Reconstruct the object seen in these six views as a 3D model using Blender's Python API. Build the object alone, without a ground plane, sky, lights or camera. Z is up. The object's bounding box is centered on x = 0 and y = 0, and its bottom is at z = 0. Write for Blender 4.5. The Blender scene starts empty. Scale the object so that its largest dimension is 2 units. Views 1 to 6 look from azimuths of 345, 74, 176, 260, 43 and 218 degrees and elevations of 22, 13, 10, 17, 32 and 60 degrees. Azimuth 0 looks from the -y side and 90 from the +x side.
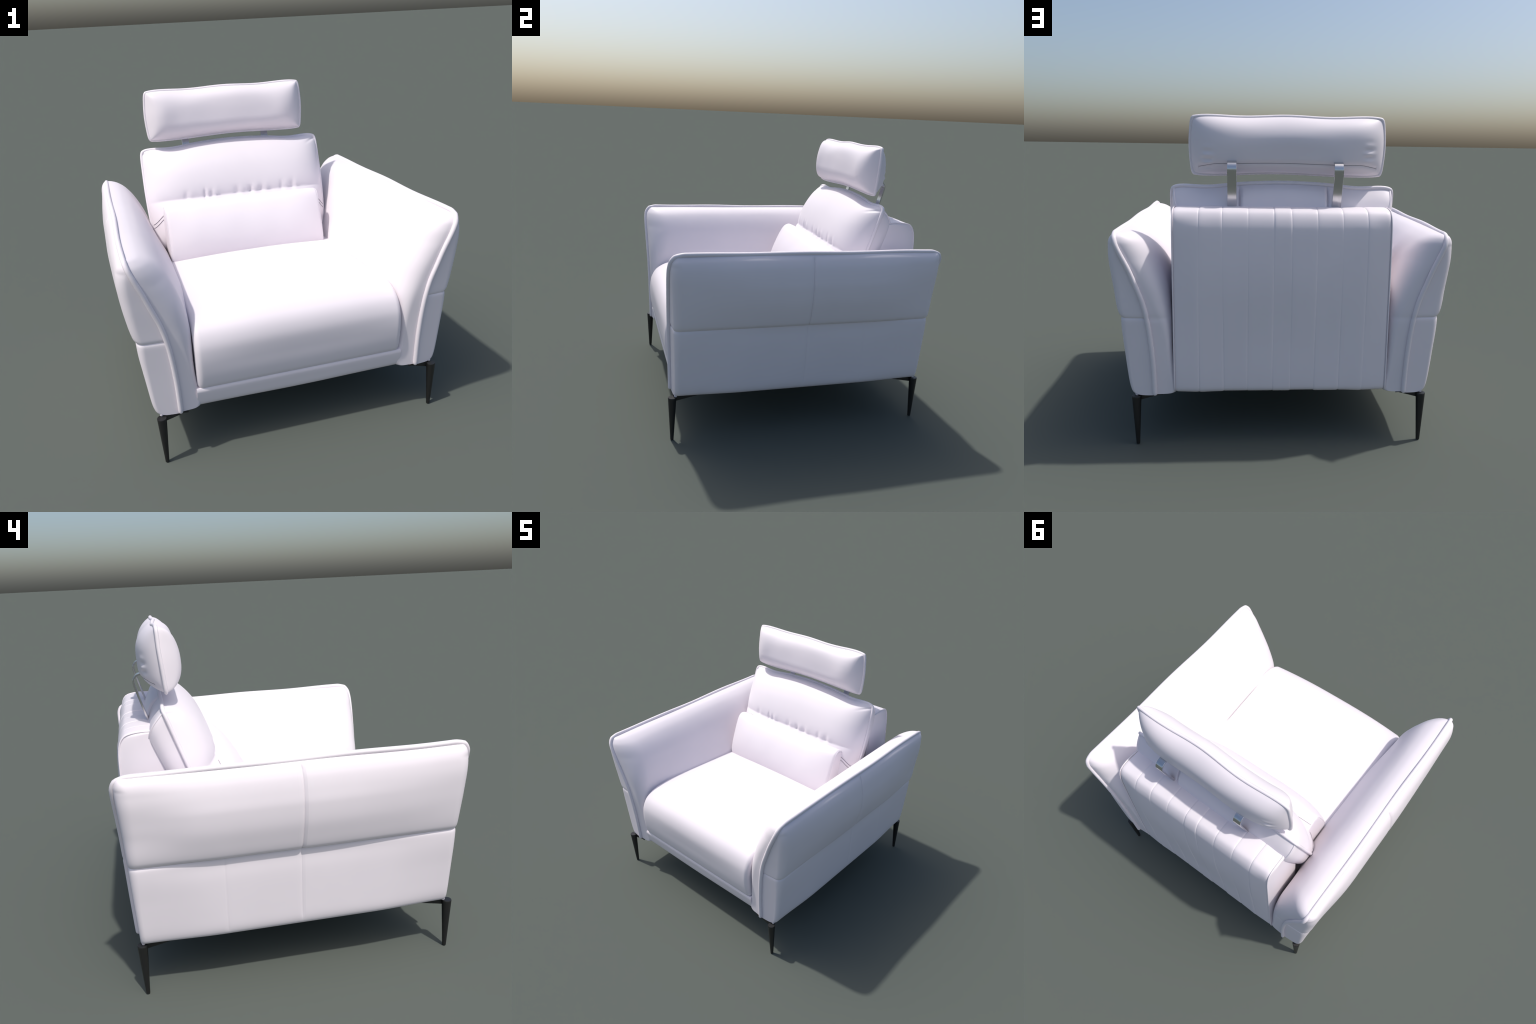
# White leather lounge armchair with flared arms, loose cushions, adjustable headrest and tapered metal legs.
import bpy, bmesh, math
import numpy as np
from mathutils import Vector

# ------------------------------------------------------------------ helpers
def pchip(xs, ys, x):
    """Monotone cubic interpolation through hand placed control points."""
    xs = np.asarray(xs, float); ys = np.asarray(ys, float); x = np.asarray(x, float)
    h = np.diff(xs); d = np.diff(ys) / h
    m = np.zeros_like(ys)
    for i in range(1, len(xs) - 1):
        if d[i-1] * d[i] > 0:
            w1 = 2*h[i] + h[i-1]; w2 = h[i] + 2*h[i-1]
            m[i] = (w1 + w2) / (w1/d[i-1] + w2/d[i])
    m[0] = d[0]; m[-1] = d[-1]
    i = np.clip(np.searchsorted(xs, x) - 1, 0, len(h) - 1)
    t = np.clip((x - xs[i]) / h[i], 0, 1)
    return ((1+2*t)*(1-t)**2*ys[i] + t*(1-t)**2*h[i]*m[i]
            + t*t*(3-2*t)*ys[i+1] + t*t*(t-1)*h[i]*m[i+1])

def catmull(pts, n, closed=False, ends=None):
    """Dense centripetal-like curve through control points, resampled evenly by length."""
    P = np.asarray(pts, float)
    if closed:
        Q = np.vstack([P[-1], P, P[0], P[1]])
    else:
        Q = np.vstack([2*P[0]-P[1], P, 2*P[-1]-P[-2]])
    out = []
    for i in range(1, len(Q) - 2):
        p0, p1, p2, p3 = Q[i-1], Q[i], Q[i+1], Q[i+2]
        k = np.linspace(0, 1, 24, endpoint=False)[:, None]
        t1 = 0.5*(p2-p0); t2 = 0.5*(p3-p1)
        L = np.linalg.norm(p2-p1)
        for tt, other in ((t1, np.linalg.norm(p1-p0)), (t2, np.linalg.norm(p3-p2))):
            n_ = np.linalg.norm(tt)
            if n_ > L: tt *= L / n_
        out.append((2*k**3-3*k**2+1)*p1 + (k**3-2*k**2+k)*t1 + (-2*k**3+3*k**2)*p2 + (k**3-k**2)*t2)
    out.append(Q[-2][None, :])
    C = np.vstack(out)
    s = np.r_[0, np.cumsum(np.linalg.norm(np.diff(C, axis=0), axis=1))]
    q = np.linspace(0, s[-1], n + (1 if closed else 0))
    R = np.stack([np.interp(q, s, C[:, j]) for j in range(C.shape[1])], 1)
    return R[:-1] if closed else R

def sstep(a, b, x):
    t = np.clip((np.asarray(x, float) - a) / (b - a), 0, 1)
    return t*t*(3-2*t)

def bump(x, c, w):
    return np.exp(-((np.asarray(x, float) - c) / w) ** 2)

def groove(d, depth, w):
    """Sewn-in seam: sharp at the bottom, softly pulling the leather down beside it."""
    d = np.abs(d)
    return -depth * (0.6*np.exp(-d/w) + 0.4*np.exp(-(d/(3.2*w))**2))

def soft_noise(p, seed, scale):
    """Low-frequency wobble of stuffed leather (sum of sines)."""
    rng = np.random.default_rng(seed)
    v = 0
    for _ in range(7):
        k = rng.normal(size=3) * scale
        v = v + np.sin(p @ k + rng.uniform(0, 6.283))
    return v / 7

def grid_normals(P, cu, cv):
    def diff(A, ax, c):
        if c:
            return np.roll(A, -1, ax) - np.roll(A, 1, ax)
        return np.gradient(A, axis=ax)
    n = np.cross(diff(P, 0, cu), diff(P, 1, cv))
    l = np.linalg.norm(n, axis=2, keepdims=True)
    return n / np.maximum(l, 1e-12)

def smooth_rows(A, times=1):
    for _ in range(times):
        B = A.copy(); B[1:-1] = 0.25*A[:-2] + 0.5*A[1:-1] + 0.25*A[2:]; A = B
    return A

def add_object(name, mesh, mat, parent):
    ob = bpy.data.objects.new(name, mesh)
    bpy.context.scene.collection.objects.link(ob)
    if mat: mesh.materials.append(mat)
    if parent: ob.parent = parent
    return ob

def grid_faces(nu, nv, cu, cv, off=0):
    i = np.arange(nu if cu else nu-1); j = np.arange(nv if cv else nv-1)
    I, J = np.meshgrid(i, j, indexing='ij')
    I2 = (I+1) % nu; J2 = (J+1) % nv
    return np.stack([I*nv+J, I2*nv+J, I2*nv+J2, I*nv+J2], -1).reshape(-1, 4) + off

def mesh_from(name, verts, faces, mat, parent, weld=True, angle=None, fix=True):
    me = bpy.data.meshes.new(name)
    me.from_pydata([tuple(v) for v in verts], [], [tuple(int(k) for k in f) for f in faces])
    bm = bmesh.new(); bm.from_mesh(me)
    if weld: bmesh.ops.remove_doubles(bm, verts=bm.verts, dist=2e-5)
    bmesh.ops.dissolve_degenerate(bm, edges=bm.edges, dist=1e-6)
    if fix: bmesh.ops.recalc_face_normals(bm, faces=bm.faces)
    bm.to_mesh(me); bm.free()
    me.polygons.foreach_set('use_smooth', [True]*len(me.polygons))
    if angle is not None: me.set_sharp_from_angle(angle=math.radians(angle))
    me.update()
    return add_object(name, me, mat, parent)

def grid_object(name, P, mat, parent, cu=False, cv=False, angle=None, flip=False, fix=False):
    nu, nv = P.shape[:2]
    f = grid_faces(nu, nv, cu, cv)
    if flip: f = f[:, ::-1]
    return mesh_from(name, P.reshape(-1, 3), f, mat, parent, angle=angle, fix=fix)

def grid_piece(name, P, N, mat, parent, flip):
    """A region of a larger surface: border vertices coincide, normals are the whole surface's."""
    nu, nv = P.shape[:2]
    f = grid_faces(nu, nv, False, False)
    if flip: f = f[:, ::-1]
    V = P.reshape(-1, 3); NN = N.reshape(-1, 3)
    # drop collapsed quads so that custom normals stay valid
    A = V[f]
    e = np.stack([np.linalg.norm(A[:, k]-A[:, (k+1) % 4], axis=1) for k in range(4)], 1)
    faces = []
    for q, ee in zip(f, e):
        idx = [int(q[k]) for k in range(4) if ee[k] > 1e-7]
        if len(idx) >= 3: faces.append(idx)
    me = bpy.data.meshes.new(name)
    me.from_pydata([tuple(v) for v in V], [], faces)
    me.polygons.foreach_set('use_smooth', [True]*len(me.polygons))
    me.update()
    me.normals_split_custom_set_from_vertices([tuple(n) for n in NN])
    return add_object(name, me, mat, parent)

def tube(name, path, rad, mat, parent, closed=False, n=12, flat=(1, 1)):
    """Round piping along a path; ends are closed with small domes."""
    P = np.asarray(path, float)
    m = len(P)
    T = (np.roll(P, -1, 0) - np.roll(P, 1, 0)) if closed else np.gradient(P, axis=0)
    T /= np.linalg.norm(T, axis=1, keepdims=True)
    up = np.array([0, 0, 1.0]) if abs(T[0, 2]) < .8 else np.array([1.0, 0, 0])
    nrm = np.cross(T[0], up); nrm /= np.linalg.norm(nrm)
    rings = []
    a = np.linspace(0, 2*math.pi, n, endpoint=False)
    r = np.broadcast_to(rad, (m,)) if np.ndim(rad) == 0 else np.asarray(rad)
    for i in range(m):
        nrm = nrm - T[i]*(nrm @ T[i]); nrm /= np.linalg.norm(nrm)
        b = np.cross(T[i], nrm)
        rings.append(P[i] + r[i]*(np.cos(a)[:, None]*nrm*flat[0] + np.sin(a)[:, None]*b*flat[1]))
    if not closed:
        first = [P[0] + (rings[0]-P[0])*math.cos(k) - T[0]*r[0]*math.sin(k) for k in (1.57, 1.1, .6)]
        last = [P[-1] + (rings[-1]-P[-1])*math.cos(k) + T[-1]*r[-1]*math.sin(k) for k in (.6, 1.1, 1.57)]
        rings = first + rings + last
    R = np.array(rings)
    return grid_object(name, R, mat, parent, cu=closed, cv=True, fix=True)

def empty(name, parent=None):
    ob = bpy.data.objects.new(name, None)
    bpy.context.scene.collection.objects.link(ob)
    ob.empty_display_size = .1
    if parent: ob.parent = parent
    return ob

# ------------------------------------------------------------------ materials
def leather(name, col, rough=.5):
    m = bpy.data.materials.new(name); m.use_nodes = True
    nt = m.node_tree; b = nt.nodes['Principled BSDF']
    tc = nt.nodes.new('ShaderNodeTexCoord')
    n1 = nt.nodes.new('ShaderNodeTexNoise'); n1.inputs['Scale'].default_value = 3.0
    n1.inputs['Detail'].default_value = 2
    nt.links.new(tc.outputs['Object'], n1.inputs['Vector'])
    ramp = nt.nodes.new('ShaderNodeValToRGB')
    ramp.color_ramp.elements[0].position = .3; ramp.color_ramp.elements[1].position = .7
    ramp.color_ramp.elements[0].color = tuple(c*.985 for c in col) + (1,)
    ramp.color_ramp.elements[1].color = tuple(min(1, c*1.01) for c in col) + (1,)
    nt.links.new(n1.outputs['Fac'], ramp.inputs['Fac'])
    nt.links.new(ramp.outputs['Color'], b.inputs['Base Color'])
    b.inputs['Roughness'].default_value = rough
    b.inputs['IOR'].default_value = 1.45
    v = nt.nodes.new('ShaderNodeTexVoronoi'); v.inputs['Scale'].default_value = 420
    nt.links.new(tc.outputs['Object'], v.inputs['Vector'])
    bp = nt.nodes.new('ShaderNodeBump'); bp.inputs['Strength'].default_value = .03
    bp.inputs['Distance'].default_value = .001
    nt.links.new(v.outputs['Distance'], bp.inputs['Height'])
    nt.links.new(bp.outputs['Normal'], b.inputs['Normal'])
    return m

def plain(name, col, rough, metal, nscale=60):
    m = bpy.data.materials.new(name); m.use_nodes = True
    nt = m.node_tree; b = nt.nodes['Principled BSDF']
    b.inputs['Base Color'].default_value = col + (1,)
    b.inputs['Metallic'].default_value = metal
    tc = nt.nodes.new('ShaderNodeTexCoord')
    n1 = nt.nodes.new('ShaderNodeTexNoise'); n1.inputs['Scale'].default_value = nscale
    nt.links.new(tc.outputs['Object'], n1.inputs['Vector'])
    mr = nt.nodes.new('ShaderNodeMapRange')
    mr.inputs['To Min'].default_value = rough*.9; mr.inputs['To Max'].default_value = rough*1.1
    nt.links.new(n1.outputs['Fac'], mr.inputs['Value'])
    nt.links.new(mr.outputs['Result'], b.inputs['Roughness'])
    return m

WHITE = (.80, .746, .788)
LEATHER = leather('white_leather', WHITE)
GAP_SHADE = plain('stitch_shadow', (.30, .27, .31), .8, 0)  # dark grey colour carries the shade inside seams, not a thread colour
METAL = plain('brushed_steel', (.62, .62, .63), .22, 1.0)
BLACK = plain('black_powder_coat', (.012, .012, .012), .42, 0.0)
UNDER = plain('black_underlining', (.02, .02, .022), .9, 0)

chair = empty('armchair')
chair["label"] = "white leather armchair with flared arms, headrest and black tapered legs"
chair["category"] = "armchair"

# ------------------------------------------------------------------ armrests
# the piping line on the end faces (x by z) and where the end faces stand (y by z)
PIPE_Z = [.30, .48, .62, .75, .86, .98, 1.06, 1.14, 1.20, 1.255]
PIPE_X = [.725, .730, .740, .756, .780, .823, .853, .888, .913, .928]
FRONT_Z = [.30, .55, .80, 1.00, 1.15, 1.20, 1.235, 1.25, 1.255]
FRONT_Y = [-.867, -.875, -.884, -.894, -.900, -.895, -.876, -.855, -.82]
REAR_Z = [.30, .55, .77, .97, 1.12, 1.190, 1.228, 1.246, 1.255]
REAR_Y = [.868, .880, .888, .895, .902, .904, .893, .872, .83]
SEAM_Z = .768

# (x, z) profiles through the middle of the arm, both from the underside to the top piping
OUTER_LOW = [(.725, .306), (.80, .303), (.853, .307), (.878, .322), (.891, .362), (.899, .45), (.909, .60), (.914, .70), (.917, SEAM_Z)]
OUTER_UP = [(.917, SEAM_Z), (.930, .80), (.947, .87), (.962, .95), (.973, 1.04), (.978, 1.11), (.974, 1.17), (.961, 1.215), (.944, 1.24), (.928, 1.25)]
INNER = [(.725, .312), (.64, .311), (.605, .316), (.594, .35), (.612, .44), (.624, .56), (.627, .70), (.632, .80), (.652, .94),
         (.692, 1.055), (.740, 1.145), (.788, 1.203), (.84, 1.236), (.885, 1.248), (.928, 1.25)]

def half_slices(prof, r_of_z, y_side, inset, slope, n_end=14, n_cor=10):
    """Loft horizontal half-slices: front piping -> end face -> rounded corner -> side -> corner -> rear piping."""
    rows = []
    for x, z in prof:
        zz = min(max(z, .30), 1.255)
        xp = float(pchip(PIPE_Z, PIPE_X, zz)); yf = float(pchip(FRONT_Z, FRONT_Y, zz)) + inset
        yb = float(pchip(REAR_Z, REAR_Y, zz)) - inset
        d = x - xp; sg = 1 if d >= 0 else -1; d = abs(d)
        r = min(r_of_z(z), d * .98)
        ry = min(r_of_z(z) * 1.15, .3)
        ry = r * 1.15 if r < r_of_z(z) else ry
        e = np.linspace(0, 1, n_end) ** 1.3
        # end faces fall back from the piping ridge, with a small dip right beside it
        run = e*(d-r)
        back = slope*run + .003*np.exp(-run/.015)*min(1, d/.03)
        lean = slope*(d-r)
        front = np.stack([run, yf + back], 1)
        c = np.linspace(0, math.pi/2, n_cor+1)[1:]
        ysf, ysb = yf + lean, yb - .8*lean
        f_c = np.stack([d - r + r*np.sin(c), ysf + ry - ry*np.cos(c)], 1)
        ys = ysf + ry + (ysb - ysf - 2*ry) * y_side[1:-1]
        side = np.stack([np.full_like(ys, d), ys], 1)
        b_c = np.stack([d - r + r*np.cos(c), ysb - ry + ry*np.sin(c)], 1)
        b_c = np.vstack([[d, ysb - ry], b_c])
        rear = np.stack([run[::-1], yb - .8*slope*run[::-1] - .003*np.exp(-run[::-1]/.015)*min(1, d/.03)], 1)[1:]
        L = np.vstack([front, f_c, side, b_c, rear])
        rows.append(np.column_stack([xp + sg*L[:, 0], L[:, 1], np.full(len(L), z)]))
    return np.array(rows), n_end + n_cor, len(y_side) - 2

def clustered(base, centres, w, k):
    """Even samples, denser around seam positions."""
    a = list(base)
    for c in centres:
        a += list(c + w*np.linspace(-1, 1, 2*k+1)**3)
    a = np.unique(np.round(a, 6)); keep = [a[0]]
    for v in a[1:]:
        if v - keep[-1] > 1e-4: keep.append(v)
    return np.array(keep)

def build_arm(sx):
    arm = empty('armrest', chair)
    y_side = clustered(np.linspace(0, 1, 110), [.5, .735], .02, 8)
    # --- outer side: four panels sewn along a level seam and an upright seam
    low = catmull(OUTER_LOW, 56); up = catmull(OUTER_UP, 70)
    fine = np.array([.0008, .002, .0035, .0055, .008, .011, .015])
    low = np.vstack([low[low[:, 1] < SEAM_Z - .018], np.column_stack([np.interp(SEAM_Z - fine[::-1], low[:, 1], low[:, 0]), SEAM_Z - fine[::-1]]), low[-1:]])
    up = np.vstack([np.column_stack([np.interp(SEAM_Z + fine, up[:30, 1], up[:30, 0]), SEAM_Z + fine]), up[up[:, 1] > SEAM_Z + .018]])
    k_seam = len(low) - 1
    prof = np.vstack([low, up])
    P, s0, ns = half_slices(prof, lambda z: .026 + .036*float(sstep(.35, 1.2, z)), y_side, .004, .07)
    jm = int(np.argmin(np.abs(P[k_seam, s0:s0+ns, 1]))) + s0
    N = grid_normals(P, False, False)
    N = smooth_rows(N, 2)
    out = np.sign((N[20, jm, 0])) or 1
    N = N * out
    Y, Z = P[..., 1], P[..., 2]
    col = np.arange(P.shape[1]); on_side = sstep(s0-11, s0+2, col) * (1 - sstep(s0+ns-2, s0+ns+11, col))
    amt = np.zeros(P.shape[:2])
    amt += groove(Z - SEAM_Z, .007, .004)
    side_w = sstep(-.95, -.05, Y) * (1 - sstep(.40, .86, Y)) * on_side
    # upper panels are stuffed: they hang over the seam in the middle of the side and slope back above
    hang = pchip([SEAM_Z, SEAM_Z+.012, .80, .87, .95, 1.04, 1.11, 1.17, 1.22, 1.25], [0, .009, .015, .019, .022, .019, .009, .003, 0, 0], np.clip(Z, SEAM_Z, 1.25))
    amt += side_w * hang * (Z > SEAM_Z)
    # toward the ends the lower panels taper in at the foot
    taper = pchip([.30, .33, .43, .55, .73, .8], [.020, .020, .016, .010, 0, 0], np.clip(Z, .30, .8))
    frac = (P[..., 0] - pchip(PIPE_Z, PIPE_X, np.clip(Z, .30, 1.255))) / .16
    P[..., 0] -= taper * sstep(.40, .84, np.abs(Y)) * np.clip(frac, 0, 1)
    slim = .011*sstep(.80, .95, Z)*(1-sstep(1.15, 1.22, Z))*sstep(.5, .86, np.abs(Y))*np.where(Y > 0, 1, .35) + .004*bump(Z, .68, .22)*sstep(.5, .86, Y)
    P[..., 0] -= slim * np.clip(frac*1.2, 0, 1)
    amt -= side_w * .004 * bump(Z, SEAM_Z-.03, .05) * (Z < SEAM_Z)
    ym = Y - Y[:, jm:jm+1]
    vfade = sstep(.33, .40, Z) * (1 - sstep(1.215, 1.245, Z))
    amt += groove(ym, .010, .004) * on_side * vfade * np.where(Z > SEAM_Z, 1, .5)
    amt += groove(Y - .40, .0026, .004) * on_side * sstep(.33, .36, Z) * (Z < SEAM_Z)
    amt += .0025 * soft_noise(P, 5 + int(sx), 5.0) * on_side * sstep(.32, .4, Z) * (1-sstep(1.18, 1.24, Z))
    P = P + N * amt[..., None]
    P[..., 0] *= sx
    NN = grid_normals(P, False, False)
    ref = NN[20, jm, 0] * sx
    flip = ref < 0
    NN *= 1 if ref > 0 else -1
    # collapsed first and last rows take the neighbouring normals
    NN[0] = NN[1]; NN[-1] = (0, 0, 1)
    for nm, a, b in (('lower_side_panel', 0, k_seam), ('upper_side_panel', k_seam, P.shape[0]-1)):
        for c, d in ((0, jm), (jm, P.shape[1]-1)):
            grid_piece(nm, P[a:b+1, c:d+1], NN[a:b+1, c:d+1], LEATHER, arm, flip)
    # --- inner side pad
    pr = catmull(INNER, 110)
    Q, s0, ns = half_slices(pr, lambda z: .034 + .125*float(sstep(.55, 1.18, z)), np.linspace(0, 1, 70), .004, .08)
    N = smooth_rows(grid_normals(Q, False, False), 2)
    N *= -np.sign(N[60, s0+ns//2, 0])
    Y, Z = Q[..., 1], Q[..., 2]
    amt = .003 * soft_noise(Q, 11 + int(sx), 5.0) * sstep(.8, .9, Z) * (1-sstep(1.18, 1.23, Z))
    amt += groove(Z - SEAM_Z, .004, .005) * (Y > .84)
    amt += .055 * bump(Z, .78, .13) * sstep(-.98, -.30, Y) * (1 - sstep(.25, .68, Y))   # pressed against the seat
    Q = Q + N*amt[..., None]
    Q[..., 0] *= sx
    NQ = grid_normals(Q, False, False)
    rq = NQ[60, s0+ns//2, 0] * sx
    NQ *= -1 if rq > 0 else 1
    NQ[0] = NQ[1]; NQ[-1] = (0, 0, 1)
    grid_piece('inner_panel', Q, NQ, LEATHER, arm, rq > 0)
    # --- piping: up the front, along the top, down the back
    zs = np.r_[np.linspace(.318, 1.19, 60), np.linspace(1.195, 1.255, 16)]
    f = np.column_stack([pchip(PIPE_Z, PIPE_X, zs), pchip(FRONT_Z, FRONT_Y, zs), zs])
    b = np.column_stack([pchip(PIPE_Z, PIPE_X, zs), pchip(REAR_Z, REAR_Y, zs), zs])[::-1]
    yt = np.linspace(f[-1, 1], b[0, 1], 60)[1:-1]
    top = np.column_stack([np.full_like(yt, .928), yt, np.full_like(yt, 1.255)])
    path = catmull(np.vstack([f[::3], f[-1:], top[::4], b[:1], b[1::3], b[-1:]]), 260)
    k = sstep(1.0, 1.2, path[:, 2])
    path[:, 2] += k * (.0020*np.sin(path[:, 1]*9 + 2*sx) - .009*(path[:, 1]+.85)/1.7 + .002)
    path[:, 0] += k * .003*np.sin(path[:, 1]*7 + sx)
    path[:, 0] *= sx
    r = .0140 - .003*bump(path[:, 2], SEAM_Z, .006) * (path[:, 1] > 0)
    tube('piping', path, r, LEATHER, arm)
    # flange of leather that carries the piping
    # --- small pale spacer under each corner
    for y in (-.845, .845):
        a = np.linspace(0, 2*math.pi, 16, endpoint=False)
        rings = [(0, .318), (.009, .318), (.010, .306), (.008, .300), (0, .299)]
        R = np.array([[(sx*.832 + q*math.cos(t), y + q*math.sin(t), z) for t in a] for q, z in rings])
        grid_object('spacer', R, LEATHER, arm, cv=True, fix=True)

build_arm(1); build_arm(-1)

# ------------------------------------------------------------------ seat
def sweep_x(prof, half, a_list, shrink, centre_scale, crown=None, xoff=0):
    """Sweep a closed (y,z) profile along x; 'shrink(a)' pulls the outline in near the ends."""
    prof = np.asarray(prof)
    T = np.roll(prof, -1, 0) - np.roll(prof, 1, 0)
    nrm = np.stack([T[:, 1], -T[:, 0]], 1); nrm /= np.linalg.norm(nrm, axis=1, keepdims=True)
    c = prof.mean(0)
    if np.sum((prof - c) * nrm) < 0: nrm = -nrm
    rows = []
    for a in a_list:
        s, x = shrink(a)
        q = prof - nrm * s
        if crown is not None: q = q + nrm * crown(a, prof)[:, None]
        rows.append(np.column_stack([np.full(len(q), xoff + half*x), q]))
    return np.array(rows), nrm

def rounded_end(r, half, n=10):
    """a in [-1,1] -> inset and x so that the swept ends are rounded with radius r, then closed."""
    th = np.linspace(0, math.pi/2, n)
    ends = [(r*(1-math.cos(t)), 1 - (r/half)*(1-math.sin(t))) for t in th]   # t=0 full size .. pi/2 at end
    return ends

SEAT_PROFILE = [(.50, .44), (.50, .775), (.30, .788), (.0, .812), (-.35, .832), (-.60, .838), (-.74, .826), (-.83, .780), (-.875, .71),
                (-.889, .63), (-.886, .54), (-.873, .462), (-.855, .430), (-.70, .425), (-.2, .425)]
prof = catmull(SEAT_PROFILE, 220, closed=True)
half = .617
r = .034
ends = [(r*(1-math.cos(t)), half - r*(1-math.sin(t))) for t in np.linspace(0, math.pi/2, 9)]
xs = [(s, x) for s, x in ends[::-1]] + [(0, x) for x in np.unique(np.r_[np.linspace(-(half-r), half-r, 60)[1:-1], np.arange(.560, .583, .0018)])[::-1]] + [(s, -x) for s, x in ends]
T = np.roll(prof, -1, 0) - np.roll(prof, 1, 0)
nrm = np.stack([T[:, 1], -T[:, 0]], 1); nrm /= np.linalg.norm(nrm, axis=1, keepdims=True)
if np.sum((prof - prof.mean(0)) * nrm) < 0: nrm = -nrm
rows = []
vis = sstep(.48, .60, prof[:, 1]) * (1 - sstep(.3, .5, prof[:, 0]))
for s, x in xs:
    crown = (1 - (abs(x)/half)**2.4)
    off = -s + crown * (.034*vis*sstep(.57, .85, prof[:, 1]) + .000*(1-sstep(.55, .82, prof[:, 1]))*(prof[:, 0] < -.5))
    rows.append(np.column_stack([np.full(len(prof), x), prof + nrm*off[:, None]]))
rows = [np.column_stack([np.full(len(prof), rows[0][0, 0]), np.tile(prof.mean(0), (len(prof), 1))])] + rows + \
       [np.column_stack([np.full(len(prof), rows[-1][0, 0]), np.tile(prof.mean(0), (len(prof), 1))])]
P = np.array(rows)
P[..., 2] += .002*soft_noise(P, 21, 5) * sstep(.6, .8, P[..., 2])
# short open slit between the seat and the arm on the sitter's left
slit_x = np.interp(P[..., 1], [-.6, -.15], [.578, .568])
P[..., 2] -= .060*bump(P[..., 0], slit_x, .0042) * sstep(-.62, -.40, P[..., 1]) * (1-sstep(-.22, -.08, P[..., 1])) * sstep(.75, .80, P[..., 2])
grid_object('seat_cushion', P, LEATHER, chair, cv=True, fix=True)

# front rail below the seat cushion
RAIL = [(-.860, .434), (-.867, .420), (-.858, .37), (-.845, .325), (-.832, .313), (-.79, .310), (-.5, .312), (-.5, .432)]
prof = catmull(RAIL, 70, closed=True)
xs = np.linspace(-.625, .625, 40)
P = np.array([np.column_stack([np.full(len(prof), x), prof]) for x in xs])
P[..., 2] -= .006*bump(P[..., 0], 0, .35)[...] * (P[..., 2] < .36)
P = np.concatenate([np.repeat(P[:1].mean(1, keepdims=True), P.shape[1], 1), P, np.repeat(P[-1:].mean(1, keepdims=True), P.shape[1], 1)])
grid_object('front_rail', P, LEATHER, chair, cv=True, fix=True, angle=50)

# dark lining under the chair
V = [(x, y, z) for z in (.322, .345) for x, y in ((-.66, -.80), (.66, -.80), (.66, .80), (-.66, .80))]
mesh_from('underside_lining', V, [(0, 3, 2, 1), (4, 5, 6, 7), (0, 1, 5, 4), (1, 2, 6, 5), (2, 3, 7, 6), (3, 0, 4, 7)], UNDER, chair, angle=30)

# ------------------------------------------------------------------ back frame with upright channels
frame = empty('back_frame', chair)
BACK = [(.60, .318), (.80, .316), (.850, .320), (.866, .345), (.872, .45), (.874, .80), (.874, 1.10), (.872, 1.25), (.862, 1.325),
        (.838, 1.365), (.80, 1.380), (.745, 1.386), (.68, 1.384), (.60, 1.380)]
bp = catmull(BACK, 150)
T = np.gradient(bp, axis=0); bn = np.stack([T[:, 1], -T[:, 0]], 1); bn /= np.linalg.norm(bn, axis=1, keepdims=True)
if bn[75, 0] < 0: bn = -bn
SEAMS_TOP = [.612, .469, .339, .193, .048, -.051, -.196, -.339, -.479, -.612]
SEAMS_BOT = [.612, .473, .331, .195, .050, -.053, -.190, -.335, -.474, -.612]
tz = np.clip((bp[:, 1] - .33) / 1.03, 0, 1)
for i in range(9):
    xa = SEAMS_BOT[i] + (SEAMS_TOP[i]-SEAMS_BOT[i])*tz
    xb = SEAMS_BOT[i+1] + (SEAMS_TOP[i+1]-SEAMS_BOT[i+1])*tz
    q = np.r_[0, .008, .02, .04, .07, .12, .2, .35, .5, .65, .8, .88, .93, .96, .98, .992, 1]
    rows = []
    puff = .0014 + .0020*bump(bp[:, 1], 1.37, .06) + .0005*bump(bp[:, 1], .34, .04)
    rng = np.random.default_rng(40+i)
    ph = rng.uniform(0, 6.28)
    for k in q:
        x = xa + (xb-xa)*k
        edge = (1 - abs(2*k-1)**14)
        soft = .0012*np.sin(bp[:, 1]*5 + ph) * edge
        base = .001*np.sin(i*2.1+.7)*edge * sstep(.4, .31, bp[:, 1])
        o = puff*edge + soft - .003 + base + (.022*bump(bp[:, 1], 1.0, .30)*np.clip(1-(np.abs(x)/.60)**4, 0, 1) + .004*bump(np.abs(x), .48, .08))*(bp[:, 0] > .8)*sstep(1.36, 1.28, bp[:, 1])
        if (i == 0 and k < .2) or (i == 8 and k > .8):
            e = (.2-k)/.2 if i == 0 else (k-.8)/.2
            o = o - .006*e**3
        rows.append(np.column_stack([x, bp + bn*o[:, None]]))
    grid_object('back_channel', np.array(rows), LEATHER, frame, fix=False, flip=False)
# side walls and the welts around them
for sx in (1, -1):
    n = len(bp)
    q = np.linspace(0, 1, 12)
    inner = np.array([.60, .80])
    rows = []
    for k in q:
        c = np.column_stack([np.full(n, .60), np.clip(bp[:, 1], .33, 1.36)])
        p = (bp - bn*.006)*(1-k) + c*k
        x = .612 + .010*math.sin(min(1, k*3)*math.pi/2)
        rows.append(np.column_stack([np.full(n, sx*x), p]))
    grid_object('side_wall', np.array(rows), LEATHER, frame, flip=(sx > 0))
    w = np.column_stack([np.full(n, sx*.6135), bp - bn*.003])
    tube('welt', w[2:-2:2], .0042, LEATHER, frame, n=8)
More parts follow.
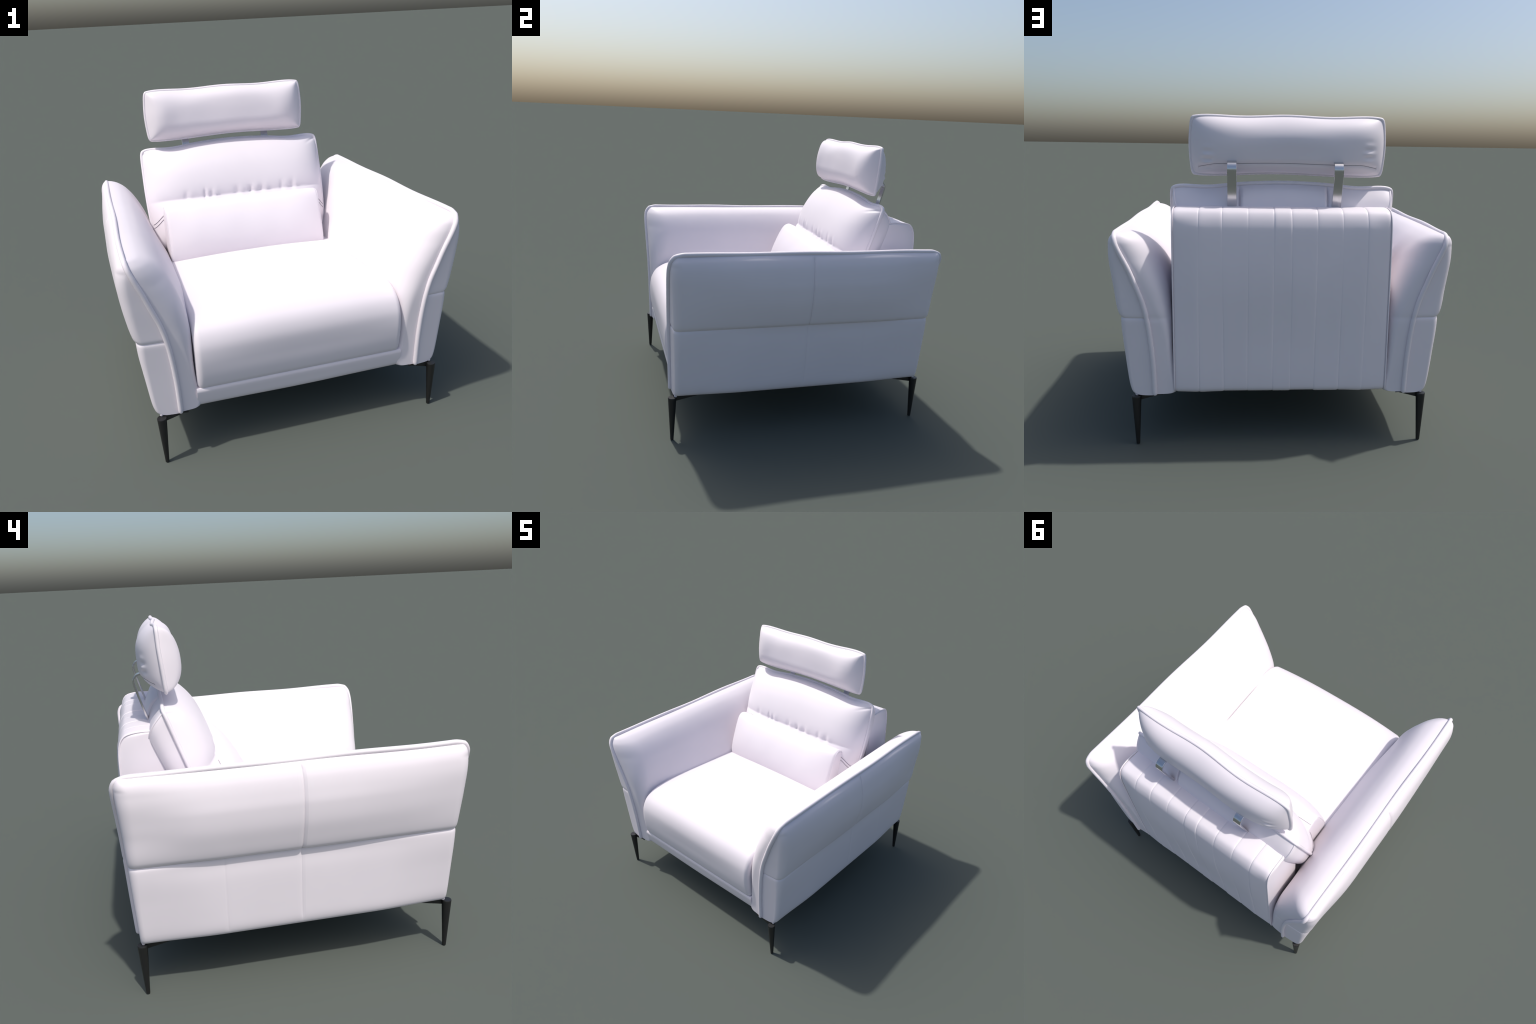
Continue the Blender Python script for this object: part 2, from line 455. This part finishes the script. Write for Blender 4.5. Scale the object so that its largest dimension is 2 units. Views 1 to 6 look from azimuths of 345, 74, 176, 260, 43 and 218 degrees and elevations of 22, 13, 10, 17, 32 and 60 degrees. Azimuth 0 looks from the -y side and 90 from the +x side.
# front board closing the frame
V = [(x, y, z) for y in (.58, .602) for x, z in ((-.62, .33), (.62, .33), (.62, 1.37), (-.62, 1.37))]
mesh_from('front_board', V, [(0, 1, 2, 3), (7, 6, 5, 4), (0, 4, 5, 1), (1, 5, 6, 2), (2, 6, 7, 3), (3, 7, 4, 0)], LEATHER, frame, angle=30)

# ------------------------------------------------------------------ pillow patches
def pillow_grid(nu, nv, seams=()):
    """Square parameter grid, denser at the border and beside seams."""
    a = np.sin(np.linspace(-1, 1, nu)*math.pi/2*.92)/math.sin(math.pi/2*.92)
    a = clustered(a, seams, .04, 7)
    b = np.sin(np.linspace(-1, 1, nv)*math.pi/2*.92)/math.sin(math.pi/2*.92)
    return np.meshgrid(a, b, indexing='ij')

def outline_loop(X):
    """Border points of a grid, counter-clockwise."""
    return np.vstack([X[:-1, 0], X[-1, :-1], X[:0:-1, -1], X[0, :0:-1]])

# ------------------------------------------------------------------ back cushion
cushion = empty('back_cushion', chair)
TILT = math.atan(.345)
UPV = np.array([0, math.sin(TILT), math.cos(TILT)])      # up along the cushion
FWD = np.array([0, -math.cos(TILT), math.sin(TILT)])     # out of its face
ORG = np.array([-.010, .378, .805])                      # middle of the lower welt edge
HEIGHT = .735
def cushion_outline(A, B):
    hw = .650 + .008*B + .004*np.cos(3*B)
    w = (B+1)/2*HEIGHT
    w = w + (B+1)/2 * (.016*bump(A, 0, .42) - .014*bump(A, .68, .2) - .014*bump(A, -.68, .2))
    c = (np.abs(A)**16 * np.abs(B)**12)
    x = A*hw*(1-.022*c) ; w = HEIGHT/2 + (w - HEIGHT/2)*(1-.045*c)
    return x, w
A, B = pillow_grid(121, 121, (-.406, .393))
X, W = cushion_outline(A, B)
Tn = .182 * (1-np.abs(A)**5.2)**.66 * (1-np.clip((B+.25)/1.25, 0, 1)**3.8)**.72 * (1-np.clip(-B, 0, 1)**6)**.6
# stuffing gathers above the cross seam and double stitching below it
wz = W
GATH = .345
Tn += groove(wz - GATH, .024, .02) * (1-np.abs(A)**6)
rng = np.random.default_rng(3)
for c in (-.58, -.40, -.33, -.08, .13, .22, .46, .57):
    c = c + rng.uniform(-.03, .03)
    Tn -= rng.uniform(.007, .014)*bump(A, c, rng.uniform(.014, .026))*bump(wz, GATH+.016, rng.uniform(.018, .034))
    Tn += rng.uniform(.003, .007)*bump(A, c+.05, .03)*bump(wz, GATH+.02, .035)
stitch = .285 - .05*np.abs(A)**6
# pulled creases at the upper corners
for s in (-1, 1):
    Tn -= .008*bump(A*s - B, .06, .03)*sstep(.75, .9, B)*sstep(.7, .85, A*s)
Tn = np.maximum(Tn, 0)
P = ORG + X[..., None]*np.array([1, 0, 0]) + W[..., None]*UPV + Tn[..., None]*FWD
edge = (1-np.abs(A)**8)*(1-np.abs(B)**8)
P = P + (.003*soft_noise(P, 31, 7)*edge)[..., None]*FWD
# the crown of the stuffing rises a little above the top welt
P[..., 2] += .016*sstep(.55, 1, B)*bump(Tn, .09, .07)*(1-np.abs(A)**4)
YAW = .020                      # the loose cushion sits a little askew
P[..., 1] -= YAW*P[..., 0]
grid_object('cushion_front', P, LEATHER, cushion, fix=False, flip=False)
# shaded gaps of the double stitching near the sides, modelled as dark tubes
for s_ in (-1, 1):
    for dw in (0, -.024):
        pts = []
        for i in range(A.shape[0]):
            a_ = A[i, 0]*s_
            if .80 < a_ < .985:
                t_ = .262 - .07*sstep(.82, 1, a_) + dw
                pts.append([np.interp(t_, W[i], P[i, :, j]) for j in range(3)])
        tube('stitch_shadow_tube', np.array(pts) + FWD*.0006, .0024, GAP_SHADE, cushion, n=6)
loop = outline_loop(P)
tube('welt', loop + FWD*.000, .0112, LEATHER, cushion, closed=True, n=10)
# boxing strip, then the rear panels
base = ORG + X[..., None]*np.array([1, 0, 0]) + W[..., None]*UPV
base[..., 1] -= YAW*base[..., 0]
loop = outline_loop(base)
ctr = ORG + UPV*HEIGHT/2
DEPTH, SLOPE = .130, .104       # the rear face starts lower: its top slopes down and back from the welt
RX = X*(1-.050*np.ones_like(X)); RW = W*(1 - SLOPE/HEIGHT)
flat = np.ones_like(A)
rear_base = ORG + RX[..., None]*np.array([1, 0, 0]) + RW[..., None]*UPV - (DEPTH*(.68+.32*RW/HEIGHT))[..., None]*FWD
rear_base[..., 1] -= YAW*rear_base[..., 0]
rear_loop = outline_loop(rear_base)
k = np.linspace(0, 1, 16)
outw = loop - ctr; outw -= (outw @ FWD)[:, None]*FWD
inset = outw / np.linalg.norm(outw, axis=1, keepdims=True)
rows = [loop*(1-t) + rear_loop*t + inset*(.010*math.sin(t*math.pi)) - .003*inset*(1-t) - FWD*.014*math.sin(t*math.pi) for t in k]
box = np.array(rows)
box += (.003*soft_noise(box, 33, 12)*np.sin(np.pi*k)[:, None])[..., None]*inset[None]
# upright seams split the sloped top and the rear into three panels
def rear_seams(x):
    return .016*(bump(x, -.272, .0055) + bump(x, .243, .0055)) - .012*(sstep(-.272, -.25, x) - sstep(.22, .243, x))
top_part = sstep(.55, .60, (loop - ORG) @ UPV) * (np.abs(loop[:, 0]) < .6)
box += (rear_seams(box[..., 0])*top_part[None]*np.minimum(1, k*4)[:, None])[..., None]*(FWD*.8 - UPV*.6)
grid_object('boxing_strip', box, LEATHER, cushion, cv=True, fix=False, flip=True)
for k_ in (A.shape[0]-1 + A.shape[1]-1, 2*(A.shape[0]-1) + A.shape[1]-1):
    tube('welt', box[:, k_], .006, LEATHER, cushion, n=8)
dep = -.016*(1-np.abs(A)**4)*(1-np.abs(B)**6) + rear_seams(RX)
R = rear_base + dep[..., None]*FWD
grid_object('cushion_rear', R, LEATHER, cushion, fix=False, flip=True)

# ------------------------------------------------------------------ lumbar pillow
lumbar = empty('lumbar_pillow', chair)
LUM = [(.40, .80), (.43, .95), (.425, 1.07), (.385, 1.122), (.345, 1.146), (.302, 1.160), (.264, 1.140), (.231, 1.084), (.191, .984), (.162, .905), (.145, .84), (.150, .800), (.20, .786), (.30, .786)]
prof = catmull(LUM, 160, closed=True)
T = np.roll(prof, -1, 0) - np.roll(prof, 1, 0)
nrm = np.stack([T[:, 1], -T[:, 0]], 1); nrm /= np.linalg.norm(nrm, axis=1, keepdims=True)
if np.sum((prof - prof.mean(0)) * nrm) < 0: nrm = -nrm
half, r, xc = .556, .022, -.020
ends = [(r*(1-math.cos(t)), half - r*(1-math.sin(t))) for t in np.linspace(0, math.pi/2, 8)]
xs = ends[::-1] + [(0, x) for x in np.linspace(half-r, -(half-r), 90)[1:-1]] + [(s, -x) for s, x in ends]
rows = []
for s, x in xs:
    off = -s + (1-(abs(x)/half)**5) * (.052*np.sin(np.pi*np.clip((prof[:, 1]-.77)/.40, 0, 1))*sstep(.33, .25, prof[:, 0]) + .006)
    rows.append(np.column_stack([np.full(len(prof), xc+x), prof + nrm*off[:, None]]))
P = np.array(rows)
N = grid_normals(P, False, True)
am = .004*soft_noise(P, 52, 9) * sstep(.84, .95, P[..., 2]) * (1-np.abs((P[..., 0]-xc)/half)**8)
P += np.sign(np.sum(N[50, 0]*np.array([0, 1, 0])) or 1) * 0 + am[..., None]*np.concatenate([np.zeros((1, len(prof), 1)), np.tile(nrm[None], (1, 1, 1))], 2)
grid_object('pillow_body', P, LEATHER, lumbar, cv=True, fix=True)
for end, i in ((1, 0), (-1, -1)):
    ring = P[i]; c = ring.mean(0)
    rows = [c + (ring-c)*k + np.array([end*.006*(1-k*k), 0, 0]) for k in (1, .9, .7, .4, 0)]
    grid_object('end_panel', np.array(rows), LEATHER, lumbar, cv=True, fix=False, flip=(end < 0))
    tube('welt', P[3 if i == 0 else -4], .0025, LEATHER, lumbar, closed=True, n=8)
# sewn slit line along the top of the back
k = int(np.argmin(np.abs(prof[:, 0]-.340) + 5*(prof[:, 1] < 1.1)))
tube('seam_line', P[-30:-4, k] + np.array([0, 0, -.0006]), .0020, GAP_SHADE, lumbar, n=6)

# ------------------------------------------------------------------ headrest
head = empty('headrest', chair)
HC = np.array([-.037, .607, 1.727])
ht = math.atan(.03/.33)
HU = np.array([0, math.sin(ht), math.cos(ht)]); HF = np.array([0, -math.cos(ht), math.sin(ht)])
A, B = pillow_grid(141, 81)
hw, hh = .560, .166
c = np.abs(A)**10*np.abs(B)**10
X = A*hw*(1-.018*c) + .006*np.cos(2.5*B)*A
W = B*hh*(1-.05*c)
W = W + np.clip(B, 0, 1)*(.004*np.cos(A*7)) + np.clip(-B, 0, 1)*(.016*bump(A, .1, .55) - .003)
wave = .006*np.sin(A*5.2+.9)*sstep(.3, 1, B) + .002*np.sin(A*6)   # the welt wanders fore and aft
# hipped ends: the stuffing falls to the end welts in long facets, longer on one side
run = np.where(A > 0, .34, .24)
fb = 1 - (1-np.clip((1-np.abs(A))/run, 0, 1))**2.2
fb = fb**.85
ridge = np.where(B > -.28, 1-np.clip((B+.28)/1.28, 0, 1)**3.1, 1-np.clip((-.28-B)/.72, 0, 1)**1.8)
rg = np.clip(ridge, 0, 1)**.70
front = .117*((np.maximum(fb, 1e-4)**-4 + np.maximum(rg, 1e-4)**-4)**-.25)
front += .010*bump(A, .72, .16)*bump(B, -.05, .5) + .008*bump(A, -.78, .12)*bump(B, 0, .5)
rb = (1-np.abs(A)**6.5)**.74
rear_r = np.where(B > -.12, 1-np.clip((B+.12)/1.12, 0, 1)**2.7, 1-np.clip((-.12-B)/.88, 0, 1)**3.6)
rear = .122*rb*np.clip(rear_r, 0, 1)**.68
SEAM_B = -.56 - .16*sstep(.72, 1, np.abs(A))
rear += groove(B - SEAM_B, .008, .03)*(np.abs(A) < .93) - .008*bump(B, -.80, .16)*(1-np.abs(A)**8)
for s, b0 in ((-1, .1), (1, .0), (1, -.35)):
    rear += .006*bump(A*s, .82, .05)*np.sin(B*22+s)*bump(B, b0-.3, .3)
E_ = (1-np.abs(A)**8)*(1-np.abs(B)**8)
base = HC + X[..., None]*np.array([1, 0, 0]) + W[..., None]*HU + wave[..., None]*HF
base[..., 1] -= .016*base[..., 0] + .002
F = base + (np.maximum(front, 0) + E_*.004*soft_noise(base, 61, 12))[..., None]*HF
R = base - (np.maximum(rear, 0) + E_*.005*soft_noise(base, 62, 13))[..., None]*HF
grid_object('headrest_front', F, LEATHER, head, fix=False, flip=False)
grid_object('headrest_rear', R, LEATHER, head, fix=False, flip=True)
pts = []
for i in range(A.shape[0]):
    if abs(A[i, 0]) < .93:
        pts.append([np.interp(SEAM_B[i, 0], B[i], R[i, :, j]) for j in range(3)])
tube('seam_line', np.array(pts) - HF*.0004, .0015, GAP_SHADE, head, n=6)
tube('piping', outline_loop(base), .0108, LEATHER, head, closed=True, n=10)

# ------------------------------------------------------------------ steel straps that carry the headrest
def strap(xtop, xbot):
    spine = catmull([(.640, 1.638), (.700, 1.640), (.738, 1.632), (.756, 1.612), (.758, 1.585), (.748, 1.545), (.722, 1.455), (.695, 1.365), (.655, 1.24)], 60)
    T = np.gradient(spine, axis=0); T /= np.linalg.norm(T, axis=1, keepdims=True)
    n = np.stack([-T[:, 1], T[:, 0]], 1)
    w, th, ch = .0265, .0055, .0015
    sec = [(-w, -th+ch), (-w+ch, -th), (w-ch, -th), (w, -th+ch), (w, th-ch), (w-ch, th), (-w+ch, th), (-w, th-ch)]
    rows = []
    for i, p in enumerate(spine):
        f = i/(len(spine)-1)
        x0 = xtop + (xbot-xtop)*f
        rows.append([(x0+a, p[0]+n[i, 0]*b, p[1]+n[i, 1]*b) for a, b in sec])
    R = np.array(rows)
    R = np.concatenate([np.repeat(R[:1].mean(1, keepdims=True), 8, 1), R, np.repeat(R[-1:].mean(1, keepdims=True), 8, 1)])
    grid_object('headrest_strap', R, METAL, chair, cv=True, fix=True, angle=35)
strap(-.3225, -.317); strap(.286, .286)

# ------------------------------------------------------------------ legs
def leg(sx, sy, foot):
    fx, fy = foot
    L = empty('leg', chair)
    n = 24; a = np.linspace(0, 2*math.pi, n, endpoint=False)
    levels = [(0, 0), (.0085, 0), (.011, .0025), (.0112, .01), (.0268, .290), (.0272, .297), (.0255, .300), (0, .300)]
    rows = []
    for r, z in levels:
        k = z/.298
        cx, cy = fx + sx*.001*k, fy + sy*.001*k
        rows.append([(cx + r*math.cos(t), cy + r*math.sin(t), z) for t in a])
    grid_object('leg_post', np.array(rows), BLACK, L, cv=True, fix=True, angle=40)
    # two fins that taper away under the arm
    tx, ty = fx, fy
    for dx, dy, ln in ((-sx, 0, .15), (0, -sy, .20)):
        h = .007
        ox, oy = (0, h) if dx else (h, 0)
        pts = []
        for s_ in (-1, 1):
            for l, z in ((0, .264), (0, .298), (ln, .314), (ln, .304)):
                pts.append((tx + dx*l + ox*(s_-2*sx*(dx == 0)), ty + dy*l + oy*(s_-2*sy*(dy == 0)), z))
        mesh_from('bracket_fin', pts, [(0, 1, 2, 3), (7, 6, 5, 4), (0, 4, 5, 1), (1, 5, 6, 2), (2, 6, 7, 3), (3, 7, 4, 0)], BLACK, L, angle=30)
    # triangular plate
    z0, z1 = .300, .309
    tri = [(tx - sx*.02, ty - sy*.02), (tx - sx*.15, ty+sy*.0), (tx - sx*.0, ty - sy*.20)]
    V = [(x, y, z) for z in (z0, z1) for x, y in tri]
    mesh_from('bracket_plate', V, [(0, 1, 2), (5, 4, 3), (0, 3, 4, 1), (1, 4, 5, 2), (2, 5, 3, 0)], BLACK, L, angle=30)

for sx in (-1, 1):
    leg(sx, -1, (sx*.833, -.866))
    leg(sx, 1, (sx*.833, .850))
